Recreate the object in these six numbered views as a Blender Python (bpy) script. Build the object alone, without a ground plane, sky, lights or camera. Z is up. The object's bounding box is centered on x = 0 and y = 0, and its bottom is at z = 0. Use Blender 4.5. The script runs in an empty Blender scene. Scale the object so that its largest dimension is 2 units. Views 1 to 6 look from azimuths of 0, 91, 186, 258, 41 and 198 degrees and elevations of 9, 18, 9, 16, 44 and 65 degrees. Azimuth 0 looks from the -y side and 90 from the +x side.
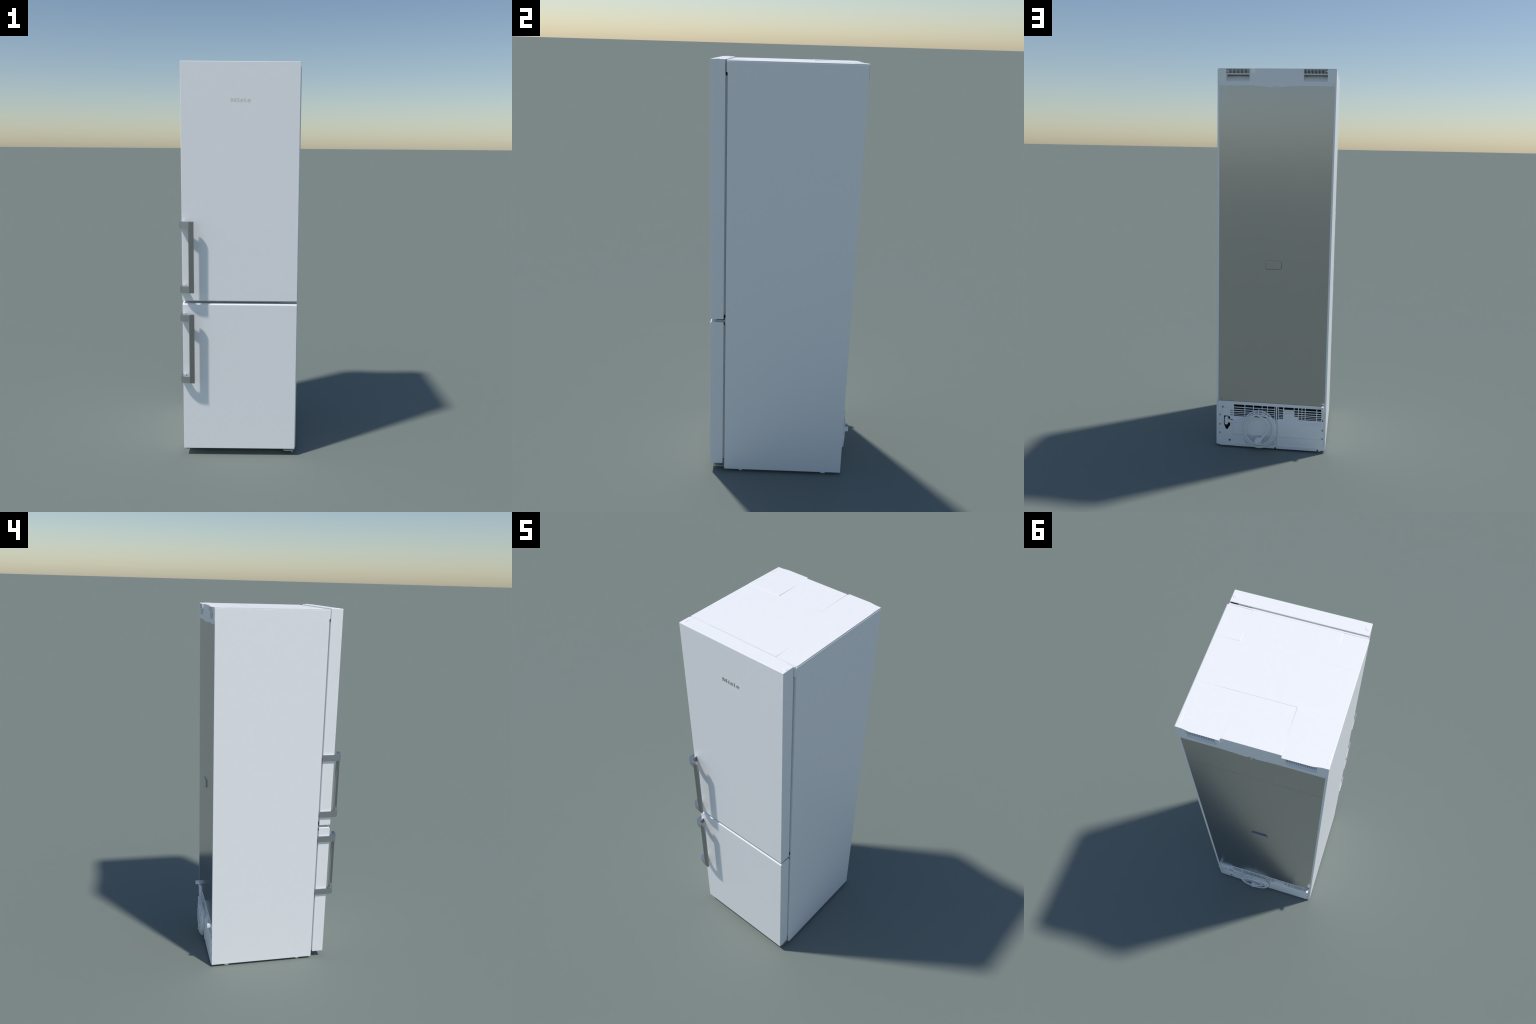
"""Tall white two-door fridge-freezer, built part by part (metres, z up, front = -y)."""
import bpy, bmesh, math
from mathutils import Vector, Matrix

# ------------------------------------------------------------------ sizes
DX = 0.289                      # half width of the doors
CX = 0.2970                     # half width of the cabinet
Y_FRONT, Y_DOOR_BACK = -0.3245, -0.2613
Y_CAB_FRONT, Y_CAB_BACK = -0.2517, 0.3345
Z_DOOR_TOP, Z_COVER = 1.9985, 1.9945
Z_UP_BOTTOM, Z_LOW_TOP, Z_LOW_BOTTOM = 0.8288, 0.8132, 0.0368
Z_CAB_BOTTOM, Z_CAB_TOP = 0.011, 1.9905


# ------------------------------------------------------------------ materials
def new_material(name, colour, rough=0.4, metallic=0.0, spec=0.5, grain=0.0, grain_scale=300.0, stretch=(1, 1, 1), bump=0.0):
    """Principled surface with a very fine procedural grain in colour and roughness."""
    m = bpy.data.materials.new(name)
    m.use_nodes = True
    nt = m.node_tree
    p = nt.nodes["Principled BSDF"]
    p.inputs["Metallic"].default_value = metallic
    p.inputs["Specular IOR Level"].default_value = spec
    tc = nt.nodes.new("ShaderNodeTexCoord")
    mp = nt.nodes.new("ShaderNodeMapping")
    mp.inputs["Scale"].default_value = stretch
    nz = nt.nodes.new("ShaderNodeTexNoise")
    nz.inputs["Scale"].default_value = grain_scale
    nz.inputs["Detail"].default_value = 3.0
    nt.links.new(tc.outputs["Object"], mp.inputs["Vector"])
    nt.links.new(mp.outputs["Vector"], nz.inputs["Vector"])
    ramp = nt.nodes.new("ShaderNodeValToRGB")
    lo = [max(0.0, c * (1 - grain)) for c in colour]
    hi = [min(1.0, c * (1 + grain)) for c in colour]
    ramp.color_ramp.elements[0].position = 0.3
    ramp.color_ramp.elements[1].position = 0.7
    ramp.color_ramp.elements[0].color = (*lo, 1)
    ramp.color_ramp.elements[1].color = (*hi, 1)
    nt.links.new(nz.outputs["Fac"], ramp.inputs["Fac"])
    nt.links.new(ramp.outputs["Color"], p.inputs["Base Color"])
    rr = nt.nodes.new("ShaderNodeMapRange")
    rr.inputs["To Min"].default_value = rough * 0.93
    rr.inputs["To Max"].default_value = rough * 1.07
    nt.links.new(nz.outputs["Fac"], rr.inputs["Value"])
    nt.links.new(rr.outputs["Result"], p.inputs["Roughness"])
    if bump:
        b = nt.nodes.new("ShaderNodeBump")
        b.inputs["Strength"].default_value = bump
        b.inputs["Distance"].default_value = 0.0005
        nt.links.new(nz.outputs["Fac"], b.inputs["Height"])
        nt.links.new(b.outputs["Normal"], p.inputs["Normal"])
    return m


WHITE = new_material("white_enamel", (0.985, 0.985, 0.985), rough=0.45, grain=0.008, grain_scale=40)
PLASTIC = new_material("white_plastic", (0.985, 0.985, 0.985), rough=0.5, grain=0.012, grain_scale=120)
GREY_SEAL = new_material("grey_rubber_seal", (0.72, 0.72, 0.73), rough=0.6, grain=0.02)
LETTER_METAL = new_material("polished_letter_metal", (0.76, 0.78, 0.75), rough=0.13, metallic=1.0, grain=0.01, grain_scale=120)
BRACKET_METAL = new_material("satin_bracket_metal", (0.62, 0.62, 0.625), rough=0.32, metallic=1.0, grain=0.01, grain_scale=120)
DARK_STEEL = new_material("dark_brushed_steel", (0.37, 0.37, 0.37), rough=0.34, metallic=1.0, grain=0.02, grain_scale=150, stretch=(6, 6, 1))
PANEL = new_material("grey_galvanised_sheet", (0.50, 0.50, 0.50), rough=0.21, metallic=1.0, grain=0.004, grain_scale=3)
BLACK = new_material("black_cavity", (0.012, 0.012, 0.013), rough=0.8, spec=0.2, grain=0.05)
HINGE = new_material("hinge_steel", (0.60, 0.61, 0.58), rough=0.4, metallic=0.8, grain=0.03)
CLIP = new_material("grey_clip_recess", (0.17, 0.17, 0.18), rough=0.6, grain=0.05)
SCREW = new_material("dark_screw", (0.06, 0.06, 0.065), rough=0.5, grain=0.05)


# ------------------------------------------------------------------ builders
def finish(bm, name, mat, parent=None, smooth=30.0, kind=None):
    bmesh.ops.remove_doubles(bm, verts=bm.verts, dist=1e-6)
    bmesh.ops.recalc_face_normals(bm, faces=bm.faces)
    me = bpy.data.meshes.new(name)
    bm.to_mesh(me)
    bm.free()
    me.materials.append(mat)
    if smooth:
        me.shade_smooth()
        me.set_sharp_from_angle(angle=math.radians(smooth))
    ob = bpy.data.objects.new(name, me)
    bpy.context.scene.collection.objects.link(ob)
    if smooth:
        # large faces keep their own normal, only the rounded edges shade smoothly
        wn = ob.modifiers.new("weighted_normal", "WEIGHTED_NORMAL")
        wn.keep_sharp = True
        wn.weight = 100
    if parent:
        ob.parent = parent
    if kind:
        ob["kind"] = kind
    return ob


def bevel_all(bm, geom_edges, off, seg=2):
    if off > 0:
        bmesh.ops.bevel(bm, geom=geom_edges, offset=off, offset_type="OFFSET", segments=seg, profile=0.5, affect="EDGES", clamp_overlap=True)


def add_box(bm, x0, x1, y0, y1, z0, z1, bev=0.0, seg=2):
    sub = bmesh.new()
    m = Matrix.Translation(((x0 + x1) / 2, (y0 + y1) / 2, (z0 + z1) / 2)) @ Matrix.Diagonal((abs(x1 - x0), abs(y1 - y0), abs(z1 - z0), 1))
    bmesh.ops.create_cube(sub, size=1.0, matrix=m)
    bevel_all(sub, sub.edges[:], bev, seg)
    merge(bm, sub)


def merge(bm, sub):
    tmp = bpy.data.meshes.new("tmp")
    sub.to_mesh(tmp)
    sub.free()
    bm.from_mesh(tmp)
    bpy.data.meshes.remove(tmp)


def add_prism(bm, poly, axis, a0, a1, bev=0.0, seg=2, top=None):
    """Extrude a 2D polygon along an axis. poly is (x,y) for z, (x,z) for y, (y,z) for x.
    top: optional function giving the far end for each corner."""
    sub = bmesh.new()

    def place(p, a):
        return {"z": (p[0], p[1], a), "y": (p[0], a, p[1]), "x": (a, p[0], p[1])}[axis]

    lo = [sub.verts.new(place(p, a0)) for p in poly]
    hi = [sub.verts.new(place(p, top(*p) if top else a1)) for p in poly]
    n = len(poly)
    sub.faces.new(lo[::-1])
    sub.faces.new(hi)
    for i in range(n):
        sub.faces.new((lo[i], lo[(i + 1) % n], hi[(i + 1) % n], hi[i]))
    bmesh.ops.recalc_face_normals(sub, faces=sub.faces)
    if bev:
        bevel_all(sub, [e for e in sub.edges if e.calc_face_angle(0) > math.radians(25)], bev, seg)
    merge(bm, sub)


def add_holed_plate(bm, outer, holes, y0, y1):
    """Flat plate in the xz plane with holes through it, thick from y0 to y1."""
    sub = bmesh.new()
    edges = []
    for loop in [outer] + holes:
        vs = [sub.verts.new((x, y1, z)) for x, z in loop]
        edges += [sub.edges.new((vs[i], vs[(i + 1) % len(vs)])) for i in range(len(vs))]
    bmesh.ops.triangle_fill(sub, use_beauty=True, use_dissolve=False, edges=edges, normal=(0, 1, 0))
    ext = bmesh.ops.extrude_face_region(sub, geom=sub.faces[:])
    vs = [g for g in ext["geom"] if isinstance(g, bmesh.types.BMVert)]
    bmesh.ops.translate(sub, verts=vs, vec=(0, y0 - y1, 0))
    bmesh.ops.recalc_face_normals(sub, faces=sub.faces)
    merge(bm, sub)


def add_cylinder(bm, centre, r, h, axis="z", seg=24, bev=0.0, r2=None):
    sub = bmesh.new()
    bmesh.ops.create_cone(sub, cap_ends=True, segments=seg, radius1=r, radius2=r if r2 is None else r2, depth=h)
    if bev:
        bevel_all(sub, [e for e in sub.edges if e.calc_face_angle(0) > 1.0], bev, 2)
    rot = {"z": Matrix.Identity(4), "y": Matrix.Rotation(math.pi / 2, 4, "X"), "x": Matrix.Rotation(math.pi / 2, 4, "Y")}[axis]
    bmesh.ops.transform(sub, matrix=Matrix.Translation(centre) @ rot, verts=sub.verts)
    merge(bm, sub)


def add_tube(bm, pts, r, seg=12):
    """Sweep a round section along a polyline."""
    sub = bmesh.new()
    pts = [Vector(p) for p in pts]
    rings, ref = [], Vector((0, 1, 0))
    for i, p in enumerate(pts):
        t = (pts[min(i + 1, len(pts) - 1)] - pts[max(i - 1, 0)]).normalized()
        a = (ref - ref.dot(t) * t).normalized()
        b = t.cross(a)
        rad = r(i / (len(pts) - 1)) if callable(r) else r
        rings.append([sub.verts.new(p + rad * (math.cos(k) * a + math.sin(k) * b)) for k in (2 * math.pi * j / seg for j in range(seg))])
    for q, w in zip(rings, rings[1:]):
        for j in range(seg):
            sub.faces.new((q[j], q[(j + 1) % seg], w[(j + 1) % seg], w[j]))
    sub.faces.new(rings[0][::-1])
    sub.faces.new(rings[-1])
    merge(bm, sub)


def smooth_path(ctrl, per=10):
    """Catmull-Rom spline through control points."""
    c = [Vector(p) for p in ctrl]
    c = [2 * c[0] - c[1]] + c + [2 * c[-1] - c[-2]]
    out = []
    for i in range(1, len(c) - 2):
        for k in range(per):
            t = k / per
            out.append(0.5 * (2 * c[i] + (c[i + 1] - c[i - 1]) * t + (2 * c[i - 1] - 5 * c[i] + 4 * c[i + 1] - c[i + 2]) * t * t
                              + (3 * c[i] - c[i - 1] - 3 * c[i + 1] + c[i + 2]) * t ** 3))
    out.append(c[-2])
    return out


def rect(x0, x1, z0, z1):
    return [(x0, z0), (x1, z0), (x1, z1), (x0, z1)]


# ------------------------------------------------------------------ root
root = bpy.data.objects.new("refrigerator", None)
bpy.context.scene.collection.objects.link(root)
root["label"] = "tall white two-door fridge-freezer with grey bar handles"
root["category"] = "refrigerator"

# ------------------------------------------------------------------ cabinet
Y_IN = 0.245                                    # where the rear pocket zone begins
bm = bmesh.new()
# core between the side sheets; the rear stays open for the header pockets and the machine space
add_box(bm, -0.2860, 0.2860, Y_CAB_FRONT + 0.0006, Y_IN, Z_CAB_BOTTOM + 0.001, Z_CAB_TOP - 0.001)
add_box(bm, -0.2850, 0.2858, Y_IN - 0.002, 0.329, 0.262, 1.912)
for s, inner, edge in ((1, 0.2855, CX), (-1, 0.2845, CX - 0.0020)):
    add_box(bm, *sorted((s * inner, s * edge)), Y_CAB_FRONT, Y_CAB_BACK, Z_CAB_BOTTOM, Z_CAB_TOP, 0.0014, 3)
cabinet = finish(bm, "cabinet", WHITE, root)

# ------------------------------------------------------------------ top cover: slabs with slightly tilted corner fields
XA, XB, YA, YB = 0.187, 0.1135, -0.0925, 0.126
SIDE, FR = 0.2932, -0.2495


def tilted(x0, x1, y0, y1, h00, h10, h01, h11):
    def f(x, y):
        u, v = (x - x0) / (x1 - x0), min(1.0, (y - y0) / (y1 - y0))
        return Z_COVER + (1 - u) * (1 - v) * h00 + u * (1 - v) * h10 + (1 - u) * v * h01 + u * v * h11
    return f


flat = lambda x, y: Z_COVER
bm = bmesh.new()
ZB = 1.9915
for s in (-1, 1):
    # rear corner with the vent overhang
    rear = [(s * XB, YB), (s * SIDE, YB), (s * SIDE, 0.3366), (s * 0.267, 0.3375), (s * 0.250, 0.3403), (s * 0.235, 0.3430), (s * 0.1185, 0.3437), (s * 0.1180, 0.3340), (s * XB, 0.3340)]
    if s < 0:
        add_prism(bm, rear, "z", ZB, 0, top=tilted(-SIDE, -XB, YB, 0.334, 0.0008, 0.0013, 0.0, -0.0004))
    else:
        add_prism(bm, rear, "z", ZB, 0, top=tilted(XB, SIDE, YB, 0.334, -0.0012, 0.0, -0.0006, 0.0))
add_prism(bm, [(-XB, YB), (XB, YB), (XB, 0.334), (-XB, 0.334)], "z", ZB, 0, top=tilted(-XB, XB, YB, 0.334, -0.0010, -0.0010, 0.0007, 0.0007))
add_prism(bm, [(-SIDE, YA), (SIDE, YA), (SIDE, YB), (-SIDE, YB)], "z", ZB, Z_COVER)
add_prism(bm, [(-XA, FR), (XA, FR), (XA, YA), (-XA, YA)], "z", ZB, Z_COVER)
add_prism(bm, [(-SIDE, FR), (-XA, FR), (-XA, YA), (-SIDE, YA)], "z", ZB, 0, top=tilted(-SIDE, -XA, FR, YA, -0.0006, -0.0013, 0.0, 0.0004))
add_prism(bm, [(XA, FR), (SIDE, FR), (SIDE, YA), (XA, YA)], "z", ZB, 0, top=tilted(XA, SIDE, FR, YA, -0.0013, -0.0006, 0.0009, 0.0))
for s in (-1, 1):
    add_box(bm, *sorted((s * 0.2795, s * 0.2905)), 0.271, 0.316, Z_COVER - 0.002, Z_COVER + 0.0008, 0.0003)
# seat between cover and cabinet, set in a little so that a thin joint shows
add_box(bm, -0.2885, 0.2885, FR + 0.003, 0.30, Z_CAB_TOP - 0.002, ZB + 0.0005)
top_cover = finish(bm, "top_cover", WHITE, root)

bm = bmesh.new()
add_box(bm, -0.2895, 0.2895, -0.2575, -0.2503, 1.946, Z_COVER - 0.0006, 0.001)
fascia = finish(bm, "front_fascia", WHITE, root)

# ------------------------------------------------------------------ rear header with two grip pockets and finned vents
bm = bmesh.new()
YH = 0.3366
VENTS = [(0.136, 0.252), (-0.2507, -0.1336)]
lower_edge = [(0.2854, 1.9110), (0.113, 1.9115), (0.070, 1.9085), (0.0325, 1.9042), (0.0180, 1.9045), (0.0115, 1.9108), (-0.0105, 1.9108),
              (-0.0170, 1.9055), (-0.0300, 1.9060), (-0.060, 1.9090), (-0.1157, 1.9118), (-0.2844, 1.9110), (-0.2844, 1.9331), (0.2854, 1.9331)]
add_prism(bm, lower_edge, "y", 0.327, YH + 0.0003, 0.0006, 1)
for s in (1, -1):
    # end caps wrap over the rear edge of the side sheets with a fine joint
    add_box(bm, *sorted((s * 0.2800, s * 0.2945)), 0.3353, YH, 1.9265, ZB - 0.0004, 0.0005)
for x0, x1 in ((-0.2844, -0.2507), (0.252, 0.2854)):
    add_box(bm, x0, x1, Y_IN - 0.001, YH - 0.0002, 1.9265, ZB - 0.0004)
add_prism(bm, [(Y_IN - 0.001, 1.9330), (YH + 0.0002, 1.9330), (YH, 1.9480), (0.3339, ZB + 0.0006), (Y_IN - 0.001, ZB + 0.0006)], "x", -0.1336, 0.136)
for x0, x1 in VENTS:
    pocket = [(YH - 0.0006, 1.9331), (0.3345, 1.9350), (0.3250, 1.9430), (0.3100, 1.9540), (0.2930, 1.9640), (0.2800, 1.9680), (Y_IN, 1.9680), (Y_IN, 1.9265), (YH - 0.0006, 1.9265)]
    add_prism(bm, pocket, "x", x0, x1)
    # vent box under the overhang of the cover, tapered at its outer end
    s = 1 if x0 > 0 else -1
    near, far, tip, tail_x = (0.1195, 0.2366, 0.2664, 0.252) if s > 0 else (0.1195, 0.2350, 0.2650, 0.2507)
    mouth = 0.136 if s > 0 else 0.1336
    add_prism(bm, [(s * near, Y_IN), (s * near, 0.3428), (s * far, 0.3424), (s * tip, 0.3372), (s * tip, Y_IN)], "z", 1.9676, 1.9702)
    add_prism(bm, [(s * near, 0.30), (s * near, 0.3427), (s * mouth, 0.3427), (s * mouth, 0.30)], "z", 1.9702, ZB + 0.0002)
    add_prism(bm, [(s * tail_x, 0.30), (s * tail_x, 0.3396), (s * tip, 0.3372), (s * tip, 0.30)], "z", 1.9702, ZB + 0.0002)
header = finish(bm, "rear_header", PLASTIC, root)

bm = bmesh.new()
for x0, x1 in VENTS:
    add_box(bm, x0, x1, 0.280, 0.292, 1.9702, ZB)
finish(bm, "vent_cavity", BLACK, header)
bm = bmesh.new()
for x0, x1 in VENTS:
    add_box(bm, x0, x0 + 0.0006, 0.3110, YH, 1.9702, ZB)
fin_mesh = None
for x0, x1 in VENTS:
    n = 17
    end_outer = x1 if x0 > 0 else x0
    for i in range(n):
        w = 0.0020
        xc = x0 + 0.004 + (x1 - x0 - 0.008) * i / (n - 1)
        add_box(bm, xc - w / 2, xc + w / 2, 0.3320, 0.3402, 1.9700, ZB)
    # small catch at the outer end of each vent
    s = 1 if x0 > 0 else -1
    add_box(bm, *sorted((end_outer - s * 0.0005, end_outer - s * 0.011)), 0.3110, 0.3385, 1.9795, 1.9835)
finish(bm, "vent_fin", PLASTIC, header, kind="stuff")

bm = bmesh.new()
add_cylinder(bm, (0.0005, 0.3355, 1.9030), 0.0042, 0.006, "y", 16, 0.0012)
finish(bm, "panel_screw", PLASTIC, root)

# ------------------------------------------------------------------ back sheet
bm = bmesh.new()
add_box(bm, -0.2845, 0.2855, 0.327, 0.3350, 0.262, 1.716)
add_box(bm, -0.2845, 0.2855, 0.327, 0.3348, 1.716, 1.914)
back_panel = finish(bm, "back_panel", PANEL, root)


def rounded_rect(x0, x1, z0, z1, r, n=5):
    out = []
    for cx, cz, a0 in ((x1 - r, z1 - r, 0), (x0 + r, z1 - r, 90), (x0 + r, z0 + r, 180), (x1 - r, z0 + r, 270)):
        out += [(cx + r * math.cos(math.radians(a0 + 90 * k / n)), cz + r * math.sin(math.radians(a0 + 90 * k / n))) for k in range(n + 1)]
    return out


bm = bmesh.new()
add_prism(bm, rounded_rect(-0.0405, 0.0425, 0.9925, 1.0355, 0.007), "y", 0.330, 0.3420, 0.0020, 2)
finish(bm, "raised_plate", PANEL, back_panel)
bm = bmesh.new()
add_prism(bm, rounded_rect(-0.0418, 0.0438, 0.9898, 1.0350, 0.008), "y", 0.330, 0.3354)  # dark rim modelled to draw the shadow line below and beside the plate
finish(bm, "plate_shadow_rim", CLIP, back_panel)

# ------------------------------------------------------------------ compressor cover
ROWS = [(0.2316, 0.2424), (0.2186, 0.2251), (0.2066, 0.2120), (0.1961, 0.2000), (0.1865, 0.1908), (0.1788, 0.1816)]
COLUMNS = [(0.2022, 0.1440, 6), (0.1402, 0.0975, 6), (0.0939, 0.0500, 6), (0.0468, 0.0208, 6), (0.0176, -0.0193, 6),
           (-0.0416, -0.0657, 6), (-0.0708, -0.1223, 1), (-0.1257, -0.1457, 4), (-0.1495, -0.1645, 6), (-0.1680, -0.1822, 6), (-0.1860, -0.2435, 6), (-0.2475, -0.2705, 6)]
holes = []
for x1, x0, n in COLUMNS:
    holes += [rect(x0, x1, a - 0.0024, b + 0.0005) for a, b in ROWS[:n]]
holes += [rect(-0.1223, -0.0708, 0.2228, 0.2240), rect(-0.1223, -0.0708, 0.2098, 0.2110)]
holes += [rect(-0.0272, -0.0227, 0.1700, 0.2431), rect(-0.0382, -0.0333, 0.1700, 0.2431)]
holes += [rect(0.2072, 0.2226, z - 0.0024, z + 0.0016) for z in (0.2084, 0.1956, 0.1822)]
holes.append([(0.2558, 0.1760), (0.2558, 0.1230), (0.2530, 0.1190), (0.2455, 0.0988), (0.2352, 0.0988), (0.2285, 0.1130), (0.2222, 0.1190), (0.2222, 0.1400),
              (0.2150, 0.1405), (0.2080, 0.1440), (0.2080, 0.1545), (0.2210, 0.1580), (0.2217, 0.1670), (0.2265, 0.1735), (0.2330, 0.1765)])
outer = [(0.2852, 0.2600), (0.2852, 0.0300), (0.2044, 0.0300), (0.2044, 0.1632), (-0.2843, 0.1632), (-0.2843, 0.2600)]
bm = bmesh.new()
add_holed_plate(bm, outer, holes, 0.3292, 0.3345)
# lower panel: section (y, z) drawn through the width, with a kink and a rounded foot
section = [(0.3345, 0.1632), (0.3390, 0.1535), (0.3405, 0.1490), (0.3412, 0.0770), (0.3375, 0.0715), (0.3368, 0.0275), (0.3385, 0.0245), (0.3370, 0.0065), (0.300, 0.0065), (0.300, 0.1632)]
add_prism(bm, section, "x", -0.2700, -0.0416)
add_prism(bm, section, "x", 0.1400, 0.2044)
# behind the coil the lower field is set back to make room for the plug
hollow = [(y - 0.013 if 0.026 < z < 0.075 else y, z) for y, z in section]
add_prism(bm, hollow, "x", -0.0195, 0.1400)
add_prism(bm, [(0.3350, 0.1645), (0.3350, 0.0100), (0.300, 0.0100), (0.300, 0.1645)], "x", -0.2843, -0.2700)
add_prism(bm, [(0.3368, 0.1690), (0.3368, 0.0065), (0.300, 0.0065), (0.300, 0.1690)], "x", -0.0416, -0.0195)
# corner foot of the cover, cut off towards the side
foot_face = [(0.2044, 0.0310), (0.2852, 0.0310), (0.2852, 0.0105), (0.2700, 0.0065), (0.2044, 0.0065)]
add_prism(bm, foot_face, "y", 0.300, 0.3352)
cover = finish(bm, "compressor_cover", PLASTIC, root, smooth=None)

bm = bmesh.new()
for xc in (-0.0217, -0.0304, -0.0393):
    add_box(bm, xc - 0.0019, xc + 0.0019, 0.330, 0.3425, 0.0260, 0.1700, 0.0006)
add_box(bm, -0.0405, -0.0205, 0.330, 0.3420, 0.1080, 0.1130, 0.0006)
finish(bm, "centre_rib", PLASTIC, cover)

bm = bmesh.new()
add_prism(bm, [(0.2060, 0.2335), (0.2725, 0.2335), (0.2725, 0.2540), (0.2680, 0.2612), (0.2060, 0.2612)], "y", 0.330, 0.3425, 0.0008, 1)
add_box(bm, 0.2255, 0.2640, 0.330, 0.3405, 0.1800, 0.2215, 0.0015)
finish(bm, "terminal_box", PLASTIC, cover)

bm = bmesh.new()
add_box(bm, -0.2842, 0.2850, 0.3035, 0.3190, 0.0500, 0.2590)
finish(bm, "machine_cavity", BLACK, cover)

bm = bmesh.new()
add_cylinder(bm, (0.2620, 0.3345, 0.2245), 0.0042, 0.003, "y", 16)
for s in (1, -1):
    for z in (0.180, 0.126, 0.0775):
        add_box(bm, *sorted((s * 0.2752, s * 0.2804)), 0.330, 0.3349 if s > 0 else 0.3354, z - 0.005, z + 0.005)
finish(bm, "clip_slot", CLIP, cover, kind="stuff")
proto = None
for x, z, y in ((0.2236, 0.0385, 0.3360), (-0.0270, 0.0095, 0.3375), (-0.2546, 0.0120, 0.3378)):
    if proto is None:
        bm = bmesh.new()
        add_cylinder(bm, (0, 0, 0), 0.0046, 0.004, "y", 12, 0.0008)
        proto = finish(bm, "cover_screw", SCREW, cover)
        ob = proto
    else:
        ob = proto.copy()
        bpy.context.scene.collection.objects.link(ob)
    ob.location = (x, y, z)

# wall spacers
for s in (1, -1):
    bm = bmesh.new()
    add_box(bm, *sorted((s * 0.2695, s * 0.2815)), 0.326, 0.3605, 0.2440, 0.2655, 0.0012)
    add_box(bm, *sorted((s * 0.2690, s * 0.2820)), 0.326, 0.3395, 0.2290, 0.2440, 0.0008)
    finish(bm, "wall_spacer", PLASTIC, root)

# ------------------------------------------------------------------ power cord
CXC, CZC = 0.0610, 0.1165
loops = [(0.0905, 0.1040, 0.3500), (0.0838, 0.0950, 0.3570), (0.0752, 0.0825, 0.3615)]


def on_loop(turn):
    """Point on the coil; turn counts revolutions from the top, clockwise seen from behind.
    Each revolution keeps its own radius and steps inwards just past the top."""
    t = turn - 0.08
    i = min(int(t), 2)
    f = min(1.0, (t - i) / 0.22)
    f = f * f * (3 - 2 * f)
    prev = loops[max(i - 1, 0)]
    rx, rz, y = (p + (q - p) * f for p, q in zip(prev, loops[i]))
    ang = 2 * math.pi * turn
    return (CXC - rx * math.sin(ang), y, CZC + rz * math.cos(ang))


lead = [(0.2060, 0.3480, 0.1500), (0.1880, 0.3500, 0.1500), (0.1680, 0.3560, 0.1565), (0.1400, 0.3620, 0.1700), (0.1080, 0.3640, 0.1900), (0.0700, 0.3630, 0.2030), (0.0280, 0.3590, 0.1960)]
coil = [on_loop(0.155 + 2.82 * i / 70) for i in range(71)]
tail = [(0.0350, 0.3640, 0.1860), (0.0080, 0.3640, 0.1550), (0.0060, 0.3640, 0.1300), (0.0150, 0.3630, 0.1080), (0.0270, 0.3620, 0.0915), (0.0330, 0.3620, 0.0850)]
bm = bmesh.new()
add_tube(bm, smooth_path(lead + coil + tail, 4), 0.0034, 12)
cord = finish(bm, "power_cord", PLASTIC, root, smooth=60)

bm = bmesh.new()
a, b = Vector((0.0270, 0.3605, 0.0930)), Vector((0.0720, 0.3612, 0.0380))
path = [a.lerp(b, t / 10) for t in range(11)]
add_tube(bm, path, lambda t: 0.0040 + 0.0047 * min(1, max(0, (t - 0.05) / 0.55)), 16)
add_cylinder(bm, (0.0650, 0.3550, 0.0530), 0.0185, 0.018, "y", 28, 0.002)
plug = finish(bm, "mains_plug", PLASTIC, cord, smooth=40)

bm = bmesh.new()
add_prism(bm, rounded_rect(0.2325, 0.2490, 0.1300, 0.1725, 0.006), "y", 0.320, 0.3475, 0.0015, 2)
add_box(bm, 0.2190, 0.2335, 0.330, 0.3460, 0.1415, 0.1590, 0.0025)
add_tube(bm, smooth_path([(0.2200, 0.3440, 0.1500), (0.2080, 0.3465, 0.1500), (0.1990, 0.3480, 0.1500)], 4), lambda t: 0.0068 - 0.0022 * t, 14)
finish(bm, "cord_connector", PLASTIC, cord, smooth=40)

bm = bmesh.new()
add_box(bm, 0.0612, 0.0655, 0.3340, 0.3660, 0.2265, 0.2295, 0.0006)
add_box(bm, 0.0612, 0.0655, 0.3655, 0.3678, 0.1950, 0.2290, 0.0006)
finish(bm, "cord_strap", PLASTIC, cord)

# ------------------------------------------------------------------ doors
def door(name, z0, z1, slope=0.0):
    bm = bmesh.new()
    if slope:
        add_prism(bm, [(Y_FRONT, z0), (Y_DOOR_BACK, z0), (Y_DOOR_BACK, z1), (Y_FRONT + slope, z1), (Y_FRONT, z1 - slope)], "x", -DX, DX, 0.0018, 3)
    else:
        add_box(bm, -DX, DX, Y_FRONT, Y_DOOR_BACK, z0, z1, 0.0022, 3)
    return finish(bm, name, WHITE, root)


upper_door = door("upper_door", Z_UP_BOTTOM, Z_DOOR_TOP)
lower_door = door("lower_door", Z_LOW_BOTTOM, Z_LOW_TOP + 0.0008, 0.0062)

# door gaskets
for d, z0, z1 in ((upper_door, 0.847, 1.9445), (lower_door, 0.058, 0.802)):
    bm = bmesh.new()
    sub_out = [(-0.2785, z0), (0.2785, z0), (0.2785, z1), (-0.2785, z1)]
    sub_in = [(-0.2450, z0 + 0.024), (0.2450, z0 + 0.024), (0.2450, z1 - 0.024), (-0.2450, z1 - 0.024)]
    add_holed_plate(bm, sub_out, [sub_in], Y_DOOR_BACK - 0.001, -0.2552)
    add_holed_plate(bm, [(x * 0.985, z) for x, z in sub_out], [sub_in], -0.2555, Y_CAB_FRONT + 0.0005)
    finish(bm, "door_gasket", GREY_SEAL, d)

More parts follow.
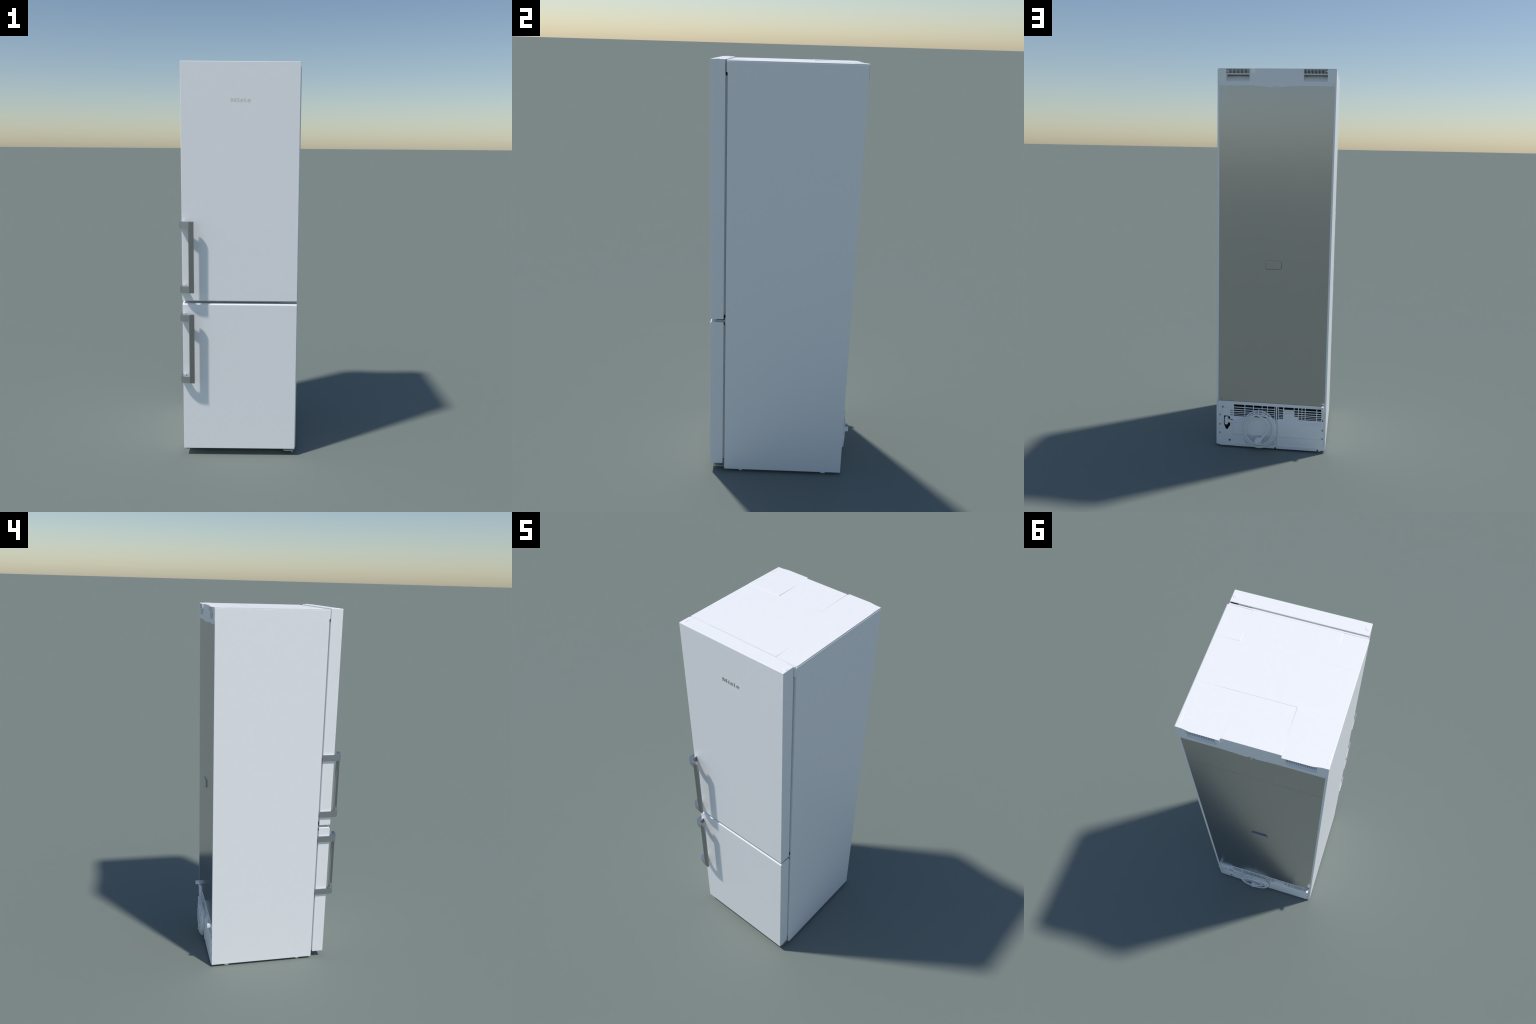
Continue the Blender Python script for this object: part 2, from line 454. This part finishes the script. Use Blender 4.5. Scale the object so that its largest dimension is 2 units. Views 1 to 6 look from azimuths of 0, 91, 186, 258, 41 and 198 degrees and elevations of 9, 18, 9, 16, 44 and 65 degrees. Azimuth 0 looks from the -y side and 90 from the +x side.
# round plugs over the unused hinge holes on top and the handle holes on the hinge side
bm = bmesh.new()
add_cylinder(bm, (0, 0, 0), 0.0090, 0.0026, "z", 28, 0.0008)
disc = finish(bm, "hole_plug", WHITE, upper_door)
disc.location = (0.2765, -0.2945, Z_DOOR_TOP + 0.0002)
ob = disc.copy()
bpy.context.scene.collection.objects.link(ob)
ob.location.x = -0.2765
for z, d in ((1.2167, upper_door), (0.8945, upper_door), (0.7485, lower_door), (0.4255, lower_door)):
    ob = disc.copy()
    bpy.context.scene.collection.objects.link(ob)
    ob.parent = d
    ob.location = (DX - 0.0003, -0.3025, z)
    ob.rotation_euler = (0, math.pi / 2, 0)
    ob.scale = (0.55, 0.55, 0.55)

# ------------------------------------------------------------------ handles
BRACKET = [(-0.2972, -0.2565), (-0.2974, -0.3460), (-0.2960, -0.3525), (-0.2910, -0.3582), (-0.2815, -0.3637), (-0.2710, -0.3672), (-0.2600, -0.3688), (-0.2500, -0.3696),
           (-0.2500, -0.3585), (-0.2620, -0.3572), (-0.2690, -0.3560), (-0.2714, -0.3535), (-0.2736, -0.3240), (-0.2885, -0.3240), (-0.2885, -0.2565)]
BAR = [(-0.2514, -0.3694), (-0.2258, -0.3700), (-0.2263, -0.3605), (-0.2310, -0.3550), (-0.2403, -0.3515), (-0.2470, -0.3528), (-0.2514, -0.3570)]
BH = 0.0335
bm = bmesh.new()
add_prism(bm, BRACKET, "z", 0, BH)
bracket_proto = finish(bm, "handle_bracket", BRACKET_METAL, None, smooth=35)
bm = bmesh.new()
add_prism(bm, BAR, "z", 0, 0.3565)
# thin dark lining strips on the inner faces of the two brackets
for z in (0.0006, 0.3565 - BH + 0.0006):
    add_prism(bm, [(-0.2710, -0.3538), (-0.2724, -0.3252), (-0.2736, -0.3252), (-0.2726, -0.3538)], "z", z, z + BH - 0.0012)
bar_proto = finish(bm, "handle_bar", DARK_STEEL, None, smooth=20)
bm = bmesh.new()
add_cylinder(bm, (-0.2892, -0.3285, BH), 0.0026, 0.0012, "z", 12)
bolt_proto = finish(bm, "handle_bolt", SCREW, None)
first = True
for d, z0 in ((upper_door, 0.8770), (lower_door, 0.4085)):
    handle = bpy.data.objects.new("handle", None)
    bpy.context.scene.collection.objects.link(handle)
    handle.parent = d
    handle.location = (0, 0, z0)
    bar = bar_proto if first else bar_proto.copy()
    if not first:
        bpy.context.scene.collection.objects.link(bar)
    bar.parent = handle
    for i, dz in enumerate((0.0, 0.3565 - BH)):
        for proto in (bracket_proto, bolt_proto):
            o = proto if first and i == 0 else proto.copy()
            if not (first and i == 0):
                bpy.context.scene.collection.objects.link(o)
            o.parent = handle
            o.location = (0, 0, dz + (0.0002 if dz == 0 else -0.0002))
    first = False

# ------------------------------------------------------------------ lettering (heavy slab serif, raised metal)
U = 0.1008 / 1235.0


def letter(poly_list, x_at):
    bm = bmesh.new()
    for poly in poly_list:
        add_prism(bm, [(-0.0493 + (x_at + px) * U, 1.8100 + pz * U) for px, pz in poly], "y", Y_FRONT - 0.0004, Y_FRONT + 0.0006)
    return finish(bm, "letter", LETTER_METAL, upper_door, smooth=None)


def arc(cx, cz, rx, rz, a0, a1, n=14):
    return [(cx + rx * math.cos(math.radians(a0 + (a1 - a0) * k / n)), cz + rz * math.sin(math.radians(a0 + (a1 - a0) * k / n))) for k in range(n + 1)]


CAP_M = [(0, 226), (150, 226), (232, 108), (268, 226), (380, 226), (380, 196), (356, 188), (356, 38), (380, 30), (380, 0), (224, 0), (224, 30), (250, 38), (250, 140),
         (178, 6), (150, 6), (70, 150), (70, 38), (98, 30), (98, 0), (0, 0), (0, 30), (26, 38), (26, 188), (0, 196)]
STEM = lambda top: [(0, top), (112, top), (112, 34), (150, 28), (150, 0), (0, 0), (0, 28), (32, 34), (32, top - 38), (0, top - 32)]

def add_e(x_at, w):
    """Letter e: thick open bowl, cross bar, small counter."""
    outer_ring = arc(w / 2, 90, w / 2, 106, 0, 322, 30)
    inner_ring = arc(w / 2 + 14, 78, w / 6.4, 50, 312, 196, 10)
    lower = outer_ring + inner_ring + [(w / 2 + 14 - w / 6.6, 72), (w - 2, 72)]
    bm = bmesh.new()
    add_holed_plate(bm, [(-0.0493 + (x_at + px) * U, 1.8090 + pz * U) for px, pz in lower],
                    [[(-0.0493 + (x_at + px) * U, 1.8090 + pz * U) for px, pz in arc(w / 2 + 6, 114, w / 7.5, 44, 0, 180, 8)]], Y_FRONT + 0.0006, Y_FRONT - 0.0004)
    return finish(bm, "letter", LETTER_METAL, upper_door, smooth=None)


letter([CAP_M], 0)
letter([STEM(165), [(58, 182), (118, 182), (128, 214), (96, 238), (66, 228)]], 408)
add_e(580, 212)
letter([STEM(222)], 812)
add_e(1002, 230)

# ------------------------------------------------------------------ hinges and feet
bm = bmesh.new()
add_prism(bm, [(0.2290, -0.2530), (0.2885, -0.2530), (0.2885, -0.2950), (0.2800, -0.3080), (0.2380, -0.3080), (0.2290, -0.2980)], "z", 0.0175, 0.0235, 0.0006, 1)
add_box(bm, 0.2330, 0.2890, -0.2560, -0.2520, 0.0140, 0.0580, 0.0006)
add_cylinder(bm, (0.2772, -0.3020, 0.0132), 0.0034, 0.0100, "z", 12, 0.0008)
add_cylinder(bm, (0.2700, -0.2950, 0.0300), 0.0040, 0.0150, "z", 12)
lower_hinge = finish(bm, "lower_hinge", HINGE, root)

# trim of the cabinet divider, seen in the slit between the doors
bm = bmesh.new()
add_box(bm, -0.2790, 0.2790, -0.2960, -0.2515, 0.8172, 0.8228, 0.001)
finish(bm, "divider_trim", GREY_SEAL, root)

bm = bmesh.new()
add_prism(bm, [(0.2050, -0.2530), (0.2870, -0.2530), (0.2870, -0.2880), (0.2780, -0.3000), (0.2200, -0.3000), (0.2050, -0.2970)], "z", 0.8160, 0.8236, 0.0006, 1)
add_box(bm, 0.2150, 0.2880, -0.2560, -0.2520, 0.8040, 0.8370, 0.0006)
add_cylinder(bm, (0.2680, -0.2900, 0.8210), 0.0045, 0.0160, "z", 12)
finish(bm, "middle_hinge", HINGE, root)

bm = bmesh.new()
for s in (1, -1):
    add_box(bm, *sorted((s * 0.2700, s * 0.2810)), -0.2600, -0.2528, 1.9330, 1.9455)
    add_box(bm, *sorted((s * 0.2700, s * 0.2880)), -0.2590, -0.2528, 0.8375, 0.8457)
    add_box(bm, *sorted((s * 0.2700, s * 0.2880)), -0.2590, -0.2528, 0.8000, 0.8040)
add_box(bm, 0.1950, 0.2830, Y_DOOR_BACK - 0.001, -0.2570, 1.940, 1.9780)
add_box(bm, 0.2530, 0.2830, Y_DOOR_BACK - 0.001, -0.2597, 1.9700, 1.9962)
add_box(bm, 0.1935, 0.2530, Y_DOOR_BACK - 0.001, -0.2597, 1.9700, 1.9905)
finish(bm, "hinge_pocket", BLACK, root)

for s in (1, -1):
    for y, r in ((-0.170, 0.0098), (0.247, 0.0170)):
        bm = bmesh.new()
        add_cylinder(bm, (s * (0.2905 - r), y, 0.0062), r, 0.0124, "z", 28, 0.0015)
        finish(bm, "foot", PLASTIC, root)
